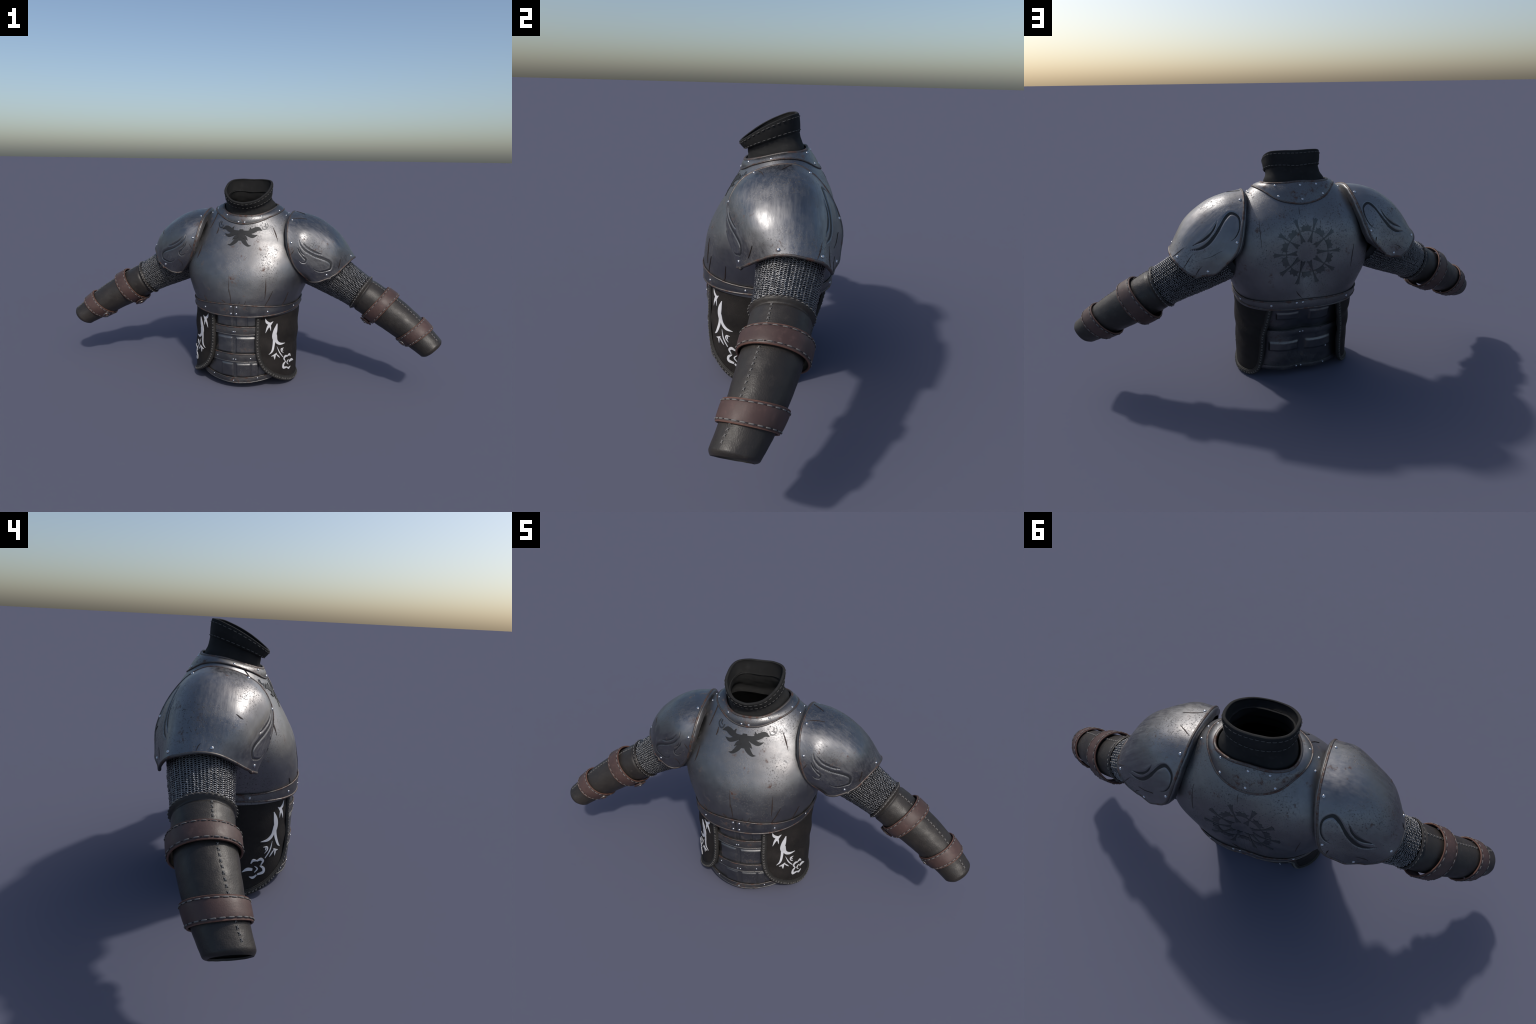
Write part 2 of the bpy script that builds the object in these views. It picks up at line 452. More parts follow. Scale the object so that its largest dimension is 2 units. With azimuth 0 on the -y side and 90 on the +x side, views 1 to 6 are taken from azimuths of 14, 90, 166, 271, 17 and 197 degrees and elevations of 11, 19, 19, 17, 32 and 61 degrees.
def thread_geo(L, w, h):
    """One sewn thread lying along x: rounded, ends dipping into the hide."""
    V = []; F = []; n = 7; m = 6
    for i in range(n):
        u = i/(n-1)*2-1; z = h*(1-.9*u**4); r = w/2*(1-.5*u**6)
        V += [(u*L/2, r*math.cos(2*math.pi*k/m), z-h*.4 + r*.8*math.sin(2*math.pi*k/m)) for k in range(m)]
    for i in range(n-1):
        F += [(i*m+k, (i+1)*m+k, (i+1)*m+(k+1) % m, i*m+(k+1) % m) for k in range(m)]
    F += [tuple(range(m)), tuple((n-1)*m+k for k in range(m))[::-1]]
    return np.array(V), F

def cross_geo(L, w, h, ang=45):
    V, F = thread_geo(L, w, h); out = []; faces = []
    for k, s in enumerate((ang, -ang)):
        c, sn = math.cos(s*D2R), math.sin(s*D2R)
        R = np.array([(c, -sn, 0), (sn, c, 0), (0, 0, 1)])
        out.append(V @ R.T + np.array([0, 0, k*.0006])); faces += [tuple(i+k*len(V) for i in f) for f in F]
    return np.concatenate(out), faces

RIVET = dome_mesh('rivet', .0062, .0036); RIVET.materials.append(M['rivet'])
RIVET_SMALL = dome_mesh('small_rivet', .0045, .0028); RIVET_SMALL.materials.append(M['rivet'])
STITCH = mesh_of('stitch', *thread_geo(.0165, .0040, .0014), 60); STITCH.materials.append(M['thread'])
CROSS = mesh_of('cross_stitch', *cross_geo(.0135, .0029, .0024), 60); CROSS.materials.append(M['thread2'])
CROSS_ARM = mesh_of('bracer_cross_stitch', *cross_geo(.0135, .0026, .0024, 35), 60); CROSS_ARM.materials.append(M['thread'])

def rivet(parent, p, n, mesh=None, scale=1.0):
    x = np.cross(n, (0.3, 0.2, 0.9))
    add('rivet', mesh or RIVET, parent, matrix=frame_matrix(p, x, n, scale))

def joined(name, geo, mats, parent, mat):
    """Many copies of one small geometry joined into a single part."""
    V0, F0 = geo; VV = []; FF = []
    for k, m in enumerate(mats):
        A = np.array(m); VV.append(V0 @ A[:3, :3].T + A[:3, 3]); FF += [tuple(i+k*len(V0) for i in f) for f in F0]
    return add(name, mesh_of(name, np.concatenate(VV), FF, 60), parent, mat, stuff=True)

# ================================================================ breastplate
th = np.linspace(-math.pi, math.pi, 420, endpoint=False)
def neckline(theta):
    """Height at which the plate disappears under the gorget."""
    u = np.abs(np.mod(theta + math.pi/2 + math.pi, 2*math.pi) - math.pi)/math.pi
    return spline([0, .15, .35, .5, .65, .85, 1], [.863, .868, .886, .907, .909, .898, .888], u)
lev = np.concatenate([np.linspace(0, .78, 110), np.linspace(.787, 1, 50)])
TH = np.repeat(th[:, None], len(lev), 1); ZZ = .390 + (neckline(th)[:, None] - .390)*lev[None]
P = torso(TH, ZZ); N = grid_normals(P, True)
dent = .0010*vnoise(P, 11, 1) + .0004*vnoise(P, 34, 2)
P = P + N*dent[..., None]
V, F = shell(P, .006, True, 1)
BREAST = add('breastplate', mesh_of('breastplate', V, F, 50), ROOT, M['plate'])

# lower rim band: deep at the front middle, narrow at the flanks
def rim_heights(theta):
    f = np.clip(-np.sin(theta), 0, 1); b = np.clip(np.sin(theta), 0, 1)
    x = np.abs(np.cos(theta))
    zb = .404 - .012*f**2 - .008*b**2 + .004*(1-f-b)
    zt = .430 + .021*f**3 + .004*b**2
    return zb, zt
th = np.linspace(-math.pi, math.pi, 360, endpoint=False)
zb, zt = rim_heights(th)
v = np.linspace(0, 1, 9)
TH = np.repeat(th[:, None], 9, 1); ZZ = zb[:, None] + (zt-zb)[:, None]*v
P = torso(TH, ZZ); N = grid_normals(P, True)
P = P + N*(.0035 + .0014*np.sin(v*math.pi))[None, :, None] + N*(.0006*vnoise(P, 60, 4))[..., None]
V, F = shell(P, .010, True, 1)
RIM = add('hem_rim', mesh_of('hem_rim', V, F, 50), BREAST, M['rim'])
for nm, z, off, a, b, mat in (('rim_bead', zt+.001, .0038, .0036, .0032, 'edge'), ('rim_lip', zb-.001, .002, .0042, .0048, 'edge')):
    path = torso(th, z); nn = grid_normals(torso(np.repeat(th[:, None], 2, 1), np.stack([z, z+.004], 1)), True)[:, 0]
    wob = 1 + .0  # steady bead
    V, F = sweep(path + nn*(off + .0007*vnoise(path, 90, 5))[:, None], nn, oval(a, b, 8))
    add(nm, mesh_of(nm, V, F, 60), BREAST, M[mat])

def torso_y(x, z, back):
    """Torso point and outward normal below (x, z), looking along y."""
    def solve(x, z):
        a, n = spline(TORSO[:, 0], TORSO[:, 1], z), spline(TORSO[:, 0], TORSO[:, 6 if back else 5], z)
        c = sgnpow(np.clip(x/a, -.999, .999), n/2)
        return np.arccos(c) * (1 if back else -1)
    t = solve(x, z); e = 2e-3
    p = torso(t, z)
    px = torso(solve(x+e, z), z) - torso(solve(x-e, z), z); pz = torso(solve(x, z+e), z+e) - torso(solve(x, z-e), z-e)
    n = unit(np.cross(px, pz)) * (-1 if back else 1)
    return p, n
front = lambda q: torso_y(q[:, 0], q[:, 1], False)
rear = lambda q: torso_y(q[:, 0], q[:, 1], True)

# rivets on the rim, seam at its middle
for th0, f in ((-91.8, .22), (-91.8, .80), (-87.8, .22), (-87.8, .80), (-57, .45), (-122, .45), (-20, .5), (-160, .5), (62, .5), (84, .75), (88, .75), (128, .5), (20, .5)):
    t = th0*D2R; b_, t_ = rim_heights(np.array(t)); z = float(b_ + (t_-b_)*f)
    p, n = surf_frame(torso, t, z); rivet(RIM, p + n*.0048, n, scale=.9)
inlay('rim_seam', [np.array([(-.0008, .394), (.0008, .394), (.0008, .449), (-.0008, .449)])],
      lambda q: (lambda r: (r[0] + r[1]*.0050, r[1]))(front(q)), RIM, M['under'], lift=.0016)

# shoulder joints with rivet pairs
for sx in (1, -1):
    for x, y, z in ((.168, .004, .896), (.203, .010, .872), (.172, .062, .904), (.207, .068, .878)):
        t = math.atan2(y-.055, x); 
        best = min(((math.hypot(*(torso(tt, zz)-np.array((x, y, z)))[:2]) + abs(zz-z), tt, zz) for tt in np.linspace(-.9, .9, 61) for zz in np.linspace(z-.01, z+.01, 5)))
        p, n = surf_frame(torso, best[1], best[2]); s = np.array([sx, 1, 1]); rivet(BREAST, p*s, n*s, scale=.85)

# foliage emblem on the chest: leaves are tapered brush strokes in (x, z)
leafs = [([(0, .807), (0, .790), (0, .772), (0, .754)], [.018, .036, .046, .020]),
         ([(-.008, .768), (-.020, .754), (-.033, .741), (-.046, .733), (-.061, .733)], [.016, .021, .016, .009, .0005]),
         ([(-.012, .793), (-.040, .794), (-.062, .803), (-.083, .811), (-.105, .803)], [.016, .018, .023, .018, .0005]),
         ([(-.046, .797), (-.047, .806), (-.041, .819)], [.014, .012, .001]),
         ([(-.020, .790), (-.048, .780), (-.066, .776), (-.086, .783)], [.012, .016, .013, .0005]),
         ([(-.012, .775), (-.026, .769), (-.040, .757)], [.016, .014, .0005])]
outl = []
for sp, w in leafs:
    outl.append(stroke_outline(sp, w))
    if sp[-1][0] != 0: outl.append(stroke_outline([(-a, b) for a, b in sp], w))
inlay('foliage_emblem', outl, front, BREAST, M['engrave'], lift=.0010)
hooks = []
for s in (1, -1):
    hooks += [stroke_outline([(s*.121, .840), (s*.129, .825), (s*.121, .811), (s*.107, .811), (s*.100, .824)], [.001, .005, .005, .005, .003]),
              stroke_outline([(s*.114, .838), (s*.116, .826), (s*.108, .820)], [.005, .005, .001])]
inlay('scroll_mark', hooks, front, BREAST, M['engrave2'], lift=.0009)

# wheel of ten flared spokes on the back, with crowned rim pieces between them
CX, CZ = 0.0, .646
def polar(r, a): return (CX + r*math.cos(a), CZ + r*math.sin(a))
spokes, crowns = [], []
for k in range(10):
    a = k*36*D2R; c, s = math.cos(a), math.sin(a)
    half = [(.041, .0085), (.046, .0105), (.060, .0065), (.080, .0026), (.093, .0020), (.110, .0032), (.130, .0066), (.144, .0105)]
    side = [(r, w) for r, w in half] + [(.141, .004), (.147, 0)]
    pts = side + [(r, -w) for r, w in side[::-1][1:]] + [(.047, 0)]
    spokes.append(np.array([(CX + r*c - w*s, CZ + r*s + w*c) for r, w in pts]))
    pr = [(6, .0925), (18, .0920), (30, .0925), (28.5, .103), (31.5, .1120), (27, .1070), (23, .1160), (18, .1085), (13, .1160), (9, .1070), (4.5, .1120), (7.5, .103)]
    crowns.append(np.array([polar(r, a + d*D2R) for d, r in pr][::-1]))
inlay('wheel_spokes', spokes, rear, BREAST, M['engrave3'], lift=.0010)
inlay('wheel_crowns', crowns, rear, BREAST, M['engrave3'], lift=.0008)
arcs = []
for k in range(20):
    a0, a1 = k*18*D2R, (k+1)*18*D2R
    aa = np.linspace(a0, a1, 6)
    arcs.append(np.array([polar(.0930, a) for a in aa] + [polar(.0893, a) for a in aa[::-1]]))
inlay('wheel_ring', arcs, rear, BREAST, M['engrave3'], lift=.0006, stagger=0.00002)

# long rusty scratches
cuts = [(-.207, .722, -.224, .652, .006), (.148, .826, .187, .752, .005), (-.034, .592, -.028, .51, .0022), (-.028, .53, -.014, .460, .003),
        (.152, .585, .150, .482, .0045), (.186, .523, .147, .443, .0026), (.252, .508, .219, .430, .0022), (-.065, .470, -.042, .456, .003),
        (-.166, .475, -.145, .441, .0022), (-.128, .808, -.133, .778, .0035), (-.155, .878, -.178, .80, .002), (.03, .47, .022, .452, .002), (.06, .475, .05, .45, .002)]
inlay('scratches', [stroke_outline([(a, b), ((a+c)/2 + .002, (b+d)/2), (c, d)], [.0004, w, .0004], 12) for a, b, c, d, w in cuts], front, BREAST, M['scratch'], lift=.0009)
inlay('scratches', [stroke_outline([(a, b), ((a+c)/2 + .002, (b+d)/2), (c, d)], [.0004, w, .0004], 12) for a, b, c, d, w in
      [(.19, .79, .19, .68, .002), (.05, .48, .02, .44, .004), (-.215, .66, -.2, .56, .003), (.02, .83, .02, .80, .0015)]], rear, BREAST, M['scratch'], lift=.0009)

# ================================================================ gorget, neck, collar
NL = 160
lo, hi = sym_loop(GORGET_LOW, NL), sym_loop(GORGET_TOP, NL)
_t = np.linspace(-math.pi, math.pi, 721)
for i in range(NL):                       # the lower edge rests on the breastplate
    C_ = torso(_t, np.full(721, lo[i, 2])); lo[i] = C_[np.argmin(np.sum((C_ - lo[i])**2, 1))]
lo = (np.roll(lo, 1, 0) + 2*lo + np.roll(lo, -1, 0))/4
vv = np.linspace(0, 1, 12)
P = lo[:, None] + (hi-lo)[:, None]*vv[None, :, None]
N = grid_normals(P, True); P = P + N*(.0015 + .004*np.sin(vv*math.pi))[None, :, None]
V, F = shell(P, .008, True, 1)
GORGET = add('gorget', mesh_of('gorget', V, F, 50), ROOT, M['gorget'])
for nm, row, a, b in (('gorget_edge', 0, .0038, .0036), ('gorget_edge', -1, .0065, .0055)):
    V, F = sweep(P[:, row] + (0 if row == 0 else -.003)*N[:, row], N[:, row], oval(a, b, 8))
    add(nm, mesh_of(nm, V, F, 60), GORGET, M['edge'])
for i, j in ((-4, 2), (2, 2), (18, 7), (-18, 7), (62, 9), (-68, 9), (66, 2), (-66, 2), (80, 9), (-80, 2)):
    rivet(GORGET, P[i % NL, j] + N[i % NL, j]*.0005, N[i % NL, j], scale=.85)

def wrapped(loops, n, rows):
    L = np.stack([sym_loop(l, n) for l in loops], 1)
    ts = np.linspace(0, 1, len(loops)); t = np.linspace(0, 1, rows)
    return np.stack([spline(ts, L[i], t) for i in range(n)], 0)
low = [tuple(np.array(p)*np.array((1.02, 1.0, 1)) + np.array((0, 0, -.03))) for p in NECK_LOW]
midn = [tuple(.45*np.array(a)+.55*np.array(b) + np.array((0, 0, 0))) for a, b in zip(NECK_LOW, BAND_LOW)]
midn = [(x*.955, y*.955 + .002, z) for x, y, z in midn]
top = [(x*.955, y*.955+.003, z+.014) for x, y, z in BAND_LOW]
P = wrapped([low, NECK_LOW, midn, top], NL, 30)
N = grid_normals(P, True); P = P + N*(.0018*vnoise(P*np.array([1, 1, 3]), 22, 8))[..., None]
V, F = shell(P, .006, True, 1)
COLLAR = add('collar', mesh_of('collar', V, F, 60), ROOT, M['cloth'])
inner = [(x*.90, y*.90+.003, z-.004) for x, y, z in BAND_LOW]
b0, b1 = sym_loop(BAND_LOW, NL), sym_loop(BAND_TOP, NL)
vv = np.linspace(0, 1, 16)
P = b0[:, None] + (b1-b0)[:, None]*vv[None, :, None]
N = grid_normals(P, True)
P = P + N*(.003*np.sin(vv*math.pi)**.6)[None, :, None] + N*(.001*vnoise(P, 30, 3))[..., None]
V, F = shell(P, .011, True, 1)
BAND = add('collar_band', mesh_of('collar_band', V, F, 70), COLLAR, M['cloth'])
V, F = sweep(P[:, -1] - N[:, -1]*.0055, N[:, -1], oval(.0035, .0058, 8)); add('collar_piping', mesh_of('collar_piping', V, F, 80), COLLAR, M['cloth'])
mats = []
for row in (2, 13):
    for i in range(0, NL, 4):
        T = P[(i+1) % NL, row]-P[i-1, row]; mats.append(frame_matrix(P[i, row] + N[i, row]*.0012, T, N[i, row], 1.0))
joined('collar_stitching', thread_geo(.0135, .0030, .0012), mats, COLLAR, M['thread3'])

# ================================================================ shoulder plates
front_strokes = [([(.257, .19), (.223, .205), (.192, .29), (.178, .425), (.175, .58), (.168, .69), (.150, .745), (.108, .753), (.085, .60), (.092, .45), (.113, .381)], [.001, .006, .009, .010, .011, .011, .010, .008, .006, .004, .001]),
                 ([(.235, .238), (.207, .33), (.197, .46), (.200, .585)], [.001, .007, .006, .001]),
                 ([(.215, .155), (.188, .178), (.158, .25), (.145, .295), (.128, .265), (.130, .197), (.148, .143)], [.001, .005, .006, .006, .005, .004, .001]),
                 ([(.20, .194), (.18, .225), (.165, .285)], [.001, .005, .001])]
back_strokes = [([(.778, .803), (.812, .64), (.803, .48), (.765, .345), (.718, .26), (.690, .17), (.715, .062), (.765, .035), (.808, .075), (.832, .157)], [.001, .010, .014, .015, .014, .013, .009, .007, .005, .001]),
                ([(.772, .712), (.775, .56), (.752, .42), (.707, .345)], [.001, .010, .011, .001])]
def pq_lines(strokes, n=60):
    out = []
    for sp, w in strokes:
        u = np.linspace(0, 1, n); S = spline(np.linspace(0, 1, len(sp)), np.array(sp), u); W = spline(np.linspace(0, 1, len(w)), w, u)
        out.append((pauldron(S[:, 0], S[:, 1]), np.maximum(W, .001)))
    return out
LINES = pq_lines(front_strokes + back_strokes)
def groove(P, depth=.0024):
    best = np.zeros(P.shape[:-1])
    for L, W in LINES:
        for p, w in zip(L, W):
            d = np.linalg.norm(P - p, axis=-1)/(w*.75)
            g = np.clip(1-d**2, 0, 1) - .18*np.exp(-((d-1.6)/.5)**2)
            best = np.where(np.abs(g) > np.abs(best), np.where((best > 0) & (g < 0), best, g), best)
    return -depth*best
pp = np.linspace(0, 1, 300); qq = np.linspace(0, 1, 150)
PP, QQ = np.meshgrid(pp, qq, indexing='ij')
P0 = pauldron(PP, QQ); N0 = -grid_normals(P0, False)
P1 = P0 + N0*(.0009*vnoise(P0, 13, 6) + .0004*vnoise(P0, 40, 7) + groove(P0))[..., None]
# the free edges roll outwards a little
V, F = shell(P1, .006, False, -1)
# rim beads
inner_path = pauldron(pp, 0*pp); outer = pauldron(pp, 0*pp+1)
ring_path = np.concatenate([inner_path, pauldron(0*qq+1, qq)[1:], outer[::-1][1:], pauldron(0*qq, qq[::-1])[1:-1]])
ring_norm = np.concatenate([N0[:, 0], N0[-1, 1:], N0[::-1][1:, -1], N0[0, ::-1][1:-1]])
EV, EF = sweep(ring_path - ring_norm*.003, ring_norm, oval(.0052, .0060, 8))
# the inner edge turns down towards the breastplate as a wide flange
inw = unit(P0[:, 0] - P0[:, 4]); dn = -N0[:, 0]; FR = .011
rows = [P0[:, 0] + dn*.001 + FR*(math.sin(t)*inw + (1-math.cos(t))*dn) for t in np.linspace(0, math.pi/2, 7)]
taper = np.clip(np.minimum(pp, 1-pp)/.10, .15, 1)[:, None]
rows += [rows[6] + dn*d*taper for d in (.006, .013, .020)]
FLG = np.stack(rows, 1) ; FLG = FLG + (.0010*vnoise(FLG, 55, 14))[..., None]
sgf = 1 if np.mean(np.sum(grid_normals(FLG, False)[:, 1]*N0[:, 0], -1)) > 0 else -1
FGV, FGF = shell(FLG, .004, False, sgf)
IV, IF = sweep(inner_path - N0[:, 0]*.006 + unit(P0[:, 3]-P0[:, 0])*.001, N0[:, 0], oval(.0050, .0055, 10), False)
def surf_pq(q2):
    a, b = q2[:, 0], q2[:, 1]; e = 2e-3
    p = pauldron(np.clip(a, 0, 1), np.clip(b, 0, 1))
    n = -unit(np.cross(pauldron(np.clip(a+e, 0, 1), b)-pauldron(np.clip(a-e, 0, 1), b), pauldron(a, np.clip(b+e, 0, 1))-pauldron(a, np.clip(b-e, 0, 1))))
    return p, n
def ribbon(lines, width=.8, lift=.0):
    VV, FF = [], []
    for L, W in lines:
        T = unit(np.gradient(L, axis=0))
        i = [np.argmin(np.sum((P0-p)**2, -1)) for p in L]
        n = N0.reshape(-1, 3)[i]; c = P1.reshape(-1, 3)[i]
        A = np.cross(n, T); b = len(VV)*0 + sum(map(len, VV))
        rows = np.stack([L + A*(W*width*.5)[:, None]*k + n*h for k, h in ((-1, -.0012), (-.5, -.0022+.0012), (0, -.0014), (.5, -.0010), (1, -.0012))], 1)
        VV.append(rows.reshape(-1, 3)); FF += grid_faces(len(L), 5, False, b, True)
    return np.concatenate(VV), FF
RB = ribbon(LINES[len(front_strokes):], .95)
RF = ribbon(LINES[:len(front_strokes)], .7)
PR = [((.244, -.055, .858)), ((.256, -.14, .753)), ((.538, .035, .672)), ((.433, -.098, .592)), ((.254, .143, .864)), ((.291, .245, .712)), ((.529, .171, .651)), ((.413, .23, .595))]
# seams and cuts differ from one shoulder to the other; (p, q) spines and widths in metres
SCARS = {1: [([(.41, .045), (.42, .14), (.425, .25)], .0022), ([(.735, .825), (.715, .92), (.69, .995)], .0040), ([(.82, .744), (.835, .86), (.85, .995)], .0042),
             ([(.925, .644), (.95, .80), (.978, .985)], .0050), ([(.875, .244), (.885, .43), (.88, .613)], .0016), ([(.48, .181), (.50, .10), (.52, .031)], .0030),
             ([(.205, .10), (.195, .06), (.185, .019)], .0035), ([(.26, .863), (.22, .90), (.18, .931)], .0022)],
         -1: [([(.91, .55), (.915, .69), (.925, .825)], .0045), ([(.87, .10), (.88, .07), (.895, .031)], .0040), ([(.50, .945), (.515, .965), (.525, .995)], .0030),
              ([(.375, .688), (.35, .69), (.33, .681)], .0035), ([(.205, .10), (.195, .06), (.185, .019)], .0030), ([(.10, .30), (.08, .18), (.05, .10)], .0016)]}
for sx in (1, -1):
    g = (lambda v, f: (v, f)) if sx > 0 else mirror
    s = np.array([sx, 1, 1])
    SH = add('pauldron', mesh_of('pauldron', *g(V, F), 50), ROOT, M['shoulder'])
    add('pauldron_edge', mesh_of('pauldron_edge', *g(EV, EF), 60), SH, M['edge'])
    add('pauldron_rolled_rim', mesh_of('pauldron_rolled_rim', *g(IV, IF), 60), SH, M['edge'])
    add('pauldron_flange', mesh_of('pauldron_flange', *g(FGV, FGF), 60), SH, M['rim'])
    add('scroll_engraving', mesh_of('scroll_engraving', *g(*RB), 60), SH, M['engrave'])
    add('scroll_engraving', mesh_of('scroll_engraving', *g(*RF), 60), SH, M['engrave2'])
    for p in PR:
        i = np.argmin(np.sum((P0-np.array(p))**2, -1)); p = P0.reshape(-1, 3)[i]; n = N0.reshape(-1, 3)[i]
        rivet(SH, (p + n*.0004)*s, n*s)
    cutpq = SCARS[sx]
    def pq_world(q2): return surf_pq(q2/np.array([.75, .38]))
    outl = []
    for sp, w in cutpq:
        sp = [np.array(x)*np.array([.75, .38]) for x in sp]
        outl.append(stroke_outline(sp, [.0004, w, .0006], 12))
    inlay('pauldron_scratches', outl, pq_world, SH, M['scratch'], lift=.0012, mirrored=sx < 0, step=.02)
# ================================================================ arms
HEM = .338
ss = np.linspace(0.0, HEM+.02, 40); ph = np.linspace(-math.pi, math.pi, 96, endpoint=False)
S, PH = np.meshgrid(ss, ph, indexing='ij')
lining = np.transpose(arm(S, PH, -.006), (1, 0, 2))
UV, UF = shell(lining, .004, True, 1)

# mail: rows of tilted rings, neighbouring rows leaning opposite ways
ROWS = []
seg, tub = 12, 5
ca = np.linspace(0, 2*math.pi, seg, endpoint=False); cb = np.linspace(0, 2*math.pi, tub, endpoint=False)
R_, r_ = .0062, .00160
ringV = np.stack([np.outer(np.cos(ca), R_ + r_*np.cos(cb)).ravel(), np.outer(np.sin(ca), R_ + r_*np.cos(cb)).ravel(), np.tile(r_*np.sin(cb), seg)], 1)
ringF = [(i*tub+j, ((i+1) % seg)*tub+j, ((i+1) % seg)*tub+(j+1) % tub, i*tub+(j+1) % tub) for i in range(seg) for j in range(tub)]
VV, FF = [], []; k = 0
COLS, PITCH = 56, .0083
for r, s0 in enumerate(np.arange(.035, HEM+.004, PITCH)):
    for j in range(COLS):
        a = 2*math.pi*j/COLS + RNG.uniform(-.008, .008)
        s1 = s0 + PITCH*.5*(j % 2) + RNG.uniform(-.0007, .0007)
        p = arm(s1, a, .0)
        C, T, Nn, B = arm_frame(np.array(s1)); rad = unit(p - C); circ = np.cross(rad, T)
        lean = .72 + RNG.uniform(-.22, .22); roll = (.15 if j % 2 else -.15) + RNG.uniform(-.25, .25)
        nz = unit(math.cos(lean)*rad + math.sin(lean)*T + roll*circ)
        ax = unit(T - nz*np.dot(T, nz)); ay = np.cross(nz, ax)
        VV.append(p + ringV[:, :1]*ax + ringV[:, 1:2]*ay + ringV[:, 2:]*nz)
        FF += [tuple(i+k for i in f) for f in ringF]; k += len(ringV)
MV = np.concatenate(VV); MF = FF

# bracer
ss = np.concatenate([np.linspace(HEM, HEM+.03, 10), np.linspace(HEM+.034, .786, 90), np.linspace(.788, .80, 6)])
S, PH = np.meshgrid(ss, ph, indexing='ij')
slant = np.clip((S-.60)/.20, 0, 1)*(-.006 + .018*np.cos(PH - 50*D2R))      # the cuff is cut on the slant
hemroll = .007*np.exp(-((S-HEM-.008)/.010)**2) - .005*np.exp(-((S-HEM-.024)/.006)**2)
tip = -.010*np.clip((S-.786)/.014, 0, 1)**2
Q = arm(S + slant, PH, .003 + hemroll + tip)
Q = np.transpose(Q, (1, 0, 2))
NQ = grid_normals(Q, True)
Q = Q + NQ*(.0011*vnoise(Q, 26, 9) + .0006*vnoise(Q, 60, 10))[..., None]
BV, BF = shell(Q, .006, True, 1)
# dark lining plug deep inside the cuff
plug = arm(.776 + .018*np.cos(ph - 50*D2R), ph, -.004)
PV = np.concatenate([plug, plug.mean(0, keepdims=True)]); PF = [(i, (i+1) % 96, 96) for i in range(96)]

def arm_point(s, a, off):
    e = 1e-3; p = arm(s, a, off)
    n = unit(np.cross(arm(s, a+e, off)-arm(s, a-e, off), arm(s+e, a, off)-arm(s-e, a, off)))
    c = arm_frame(np.array(s))[0]; n = n if np.dot(n, p-c) > 0 else -n
    return p, n

STRAPS = [dict(s0=.468, k=.016, ph0=20, w=.068, out=.016, hang=.013, lift=.0260, button=(.454, 158)),
          dict(s0=.676, k=.022, ph0=30, w=.060, out=.0120, hang=.003, lift=.0115, button=(.668, 136))]
def strap_geo(d):
    n = 144; a = np.linspace(-math.pi, math.pi, n, endpoint=False) + d['button'][1]*D2R
    sc = d['s0'] + d['k']*np.cos(a - d['ph0']*D2R)
    rows = np.linspace(-1, 1, 11)
    u = (a - (d['button'][1]*D2R))/math.pi          # -1..1 around from the button
    slack = d['out'] - .006*np.exp(-((np.abs(u))/.18)**2)
    hang = np.abs(np.mod(a - 218*D2R + math.pi, 2*math.pi) - math.pi)
    slack = slack + d['hang']*np.exp(-(hang/.7)**2)      # the strap hangs loose underneath
    A = np.repeat(a[:, None], 11, 1); SS = sc[:, None] + rows[None]*d['w']/2
    crown = .0035*(1 - rows**4)
    P = arm(SS, A, slack[:, None] + crown[None])
    return a, sc, slack, P
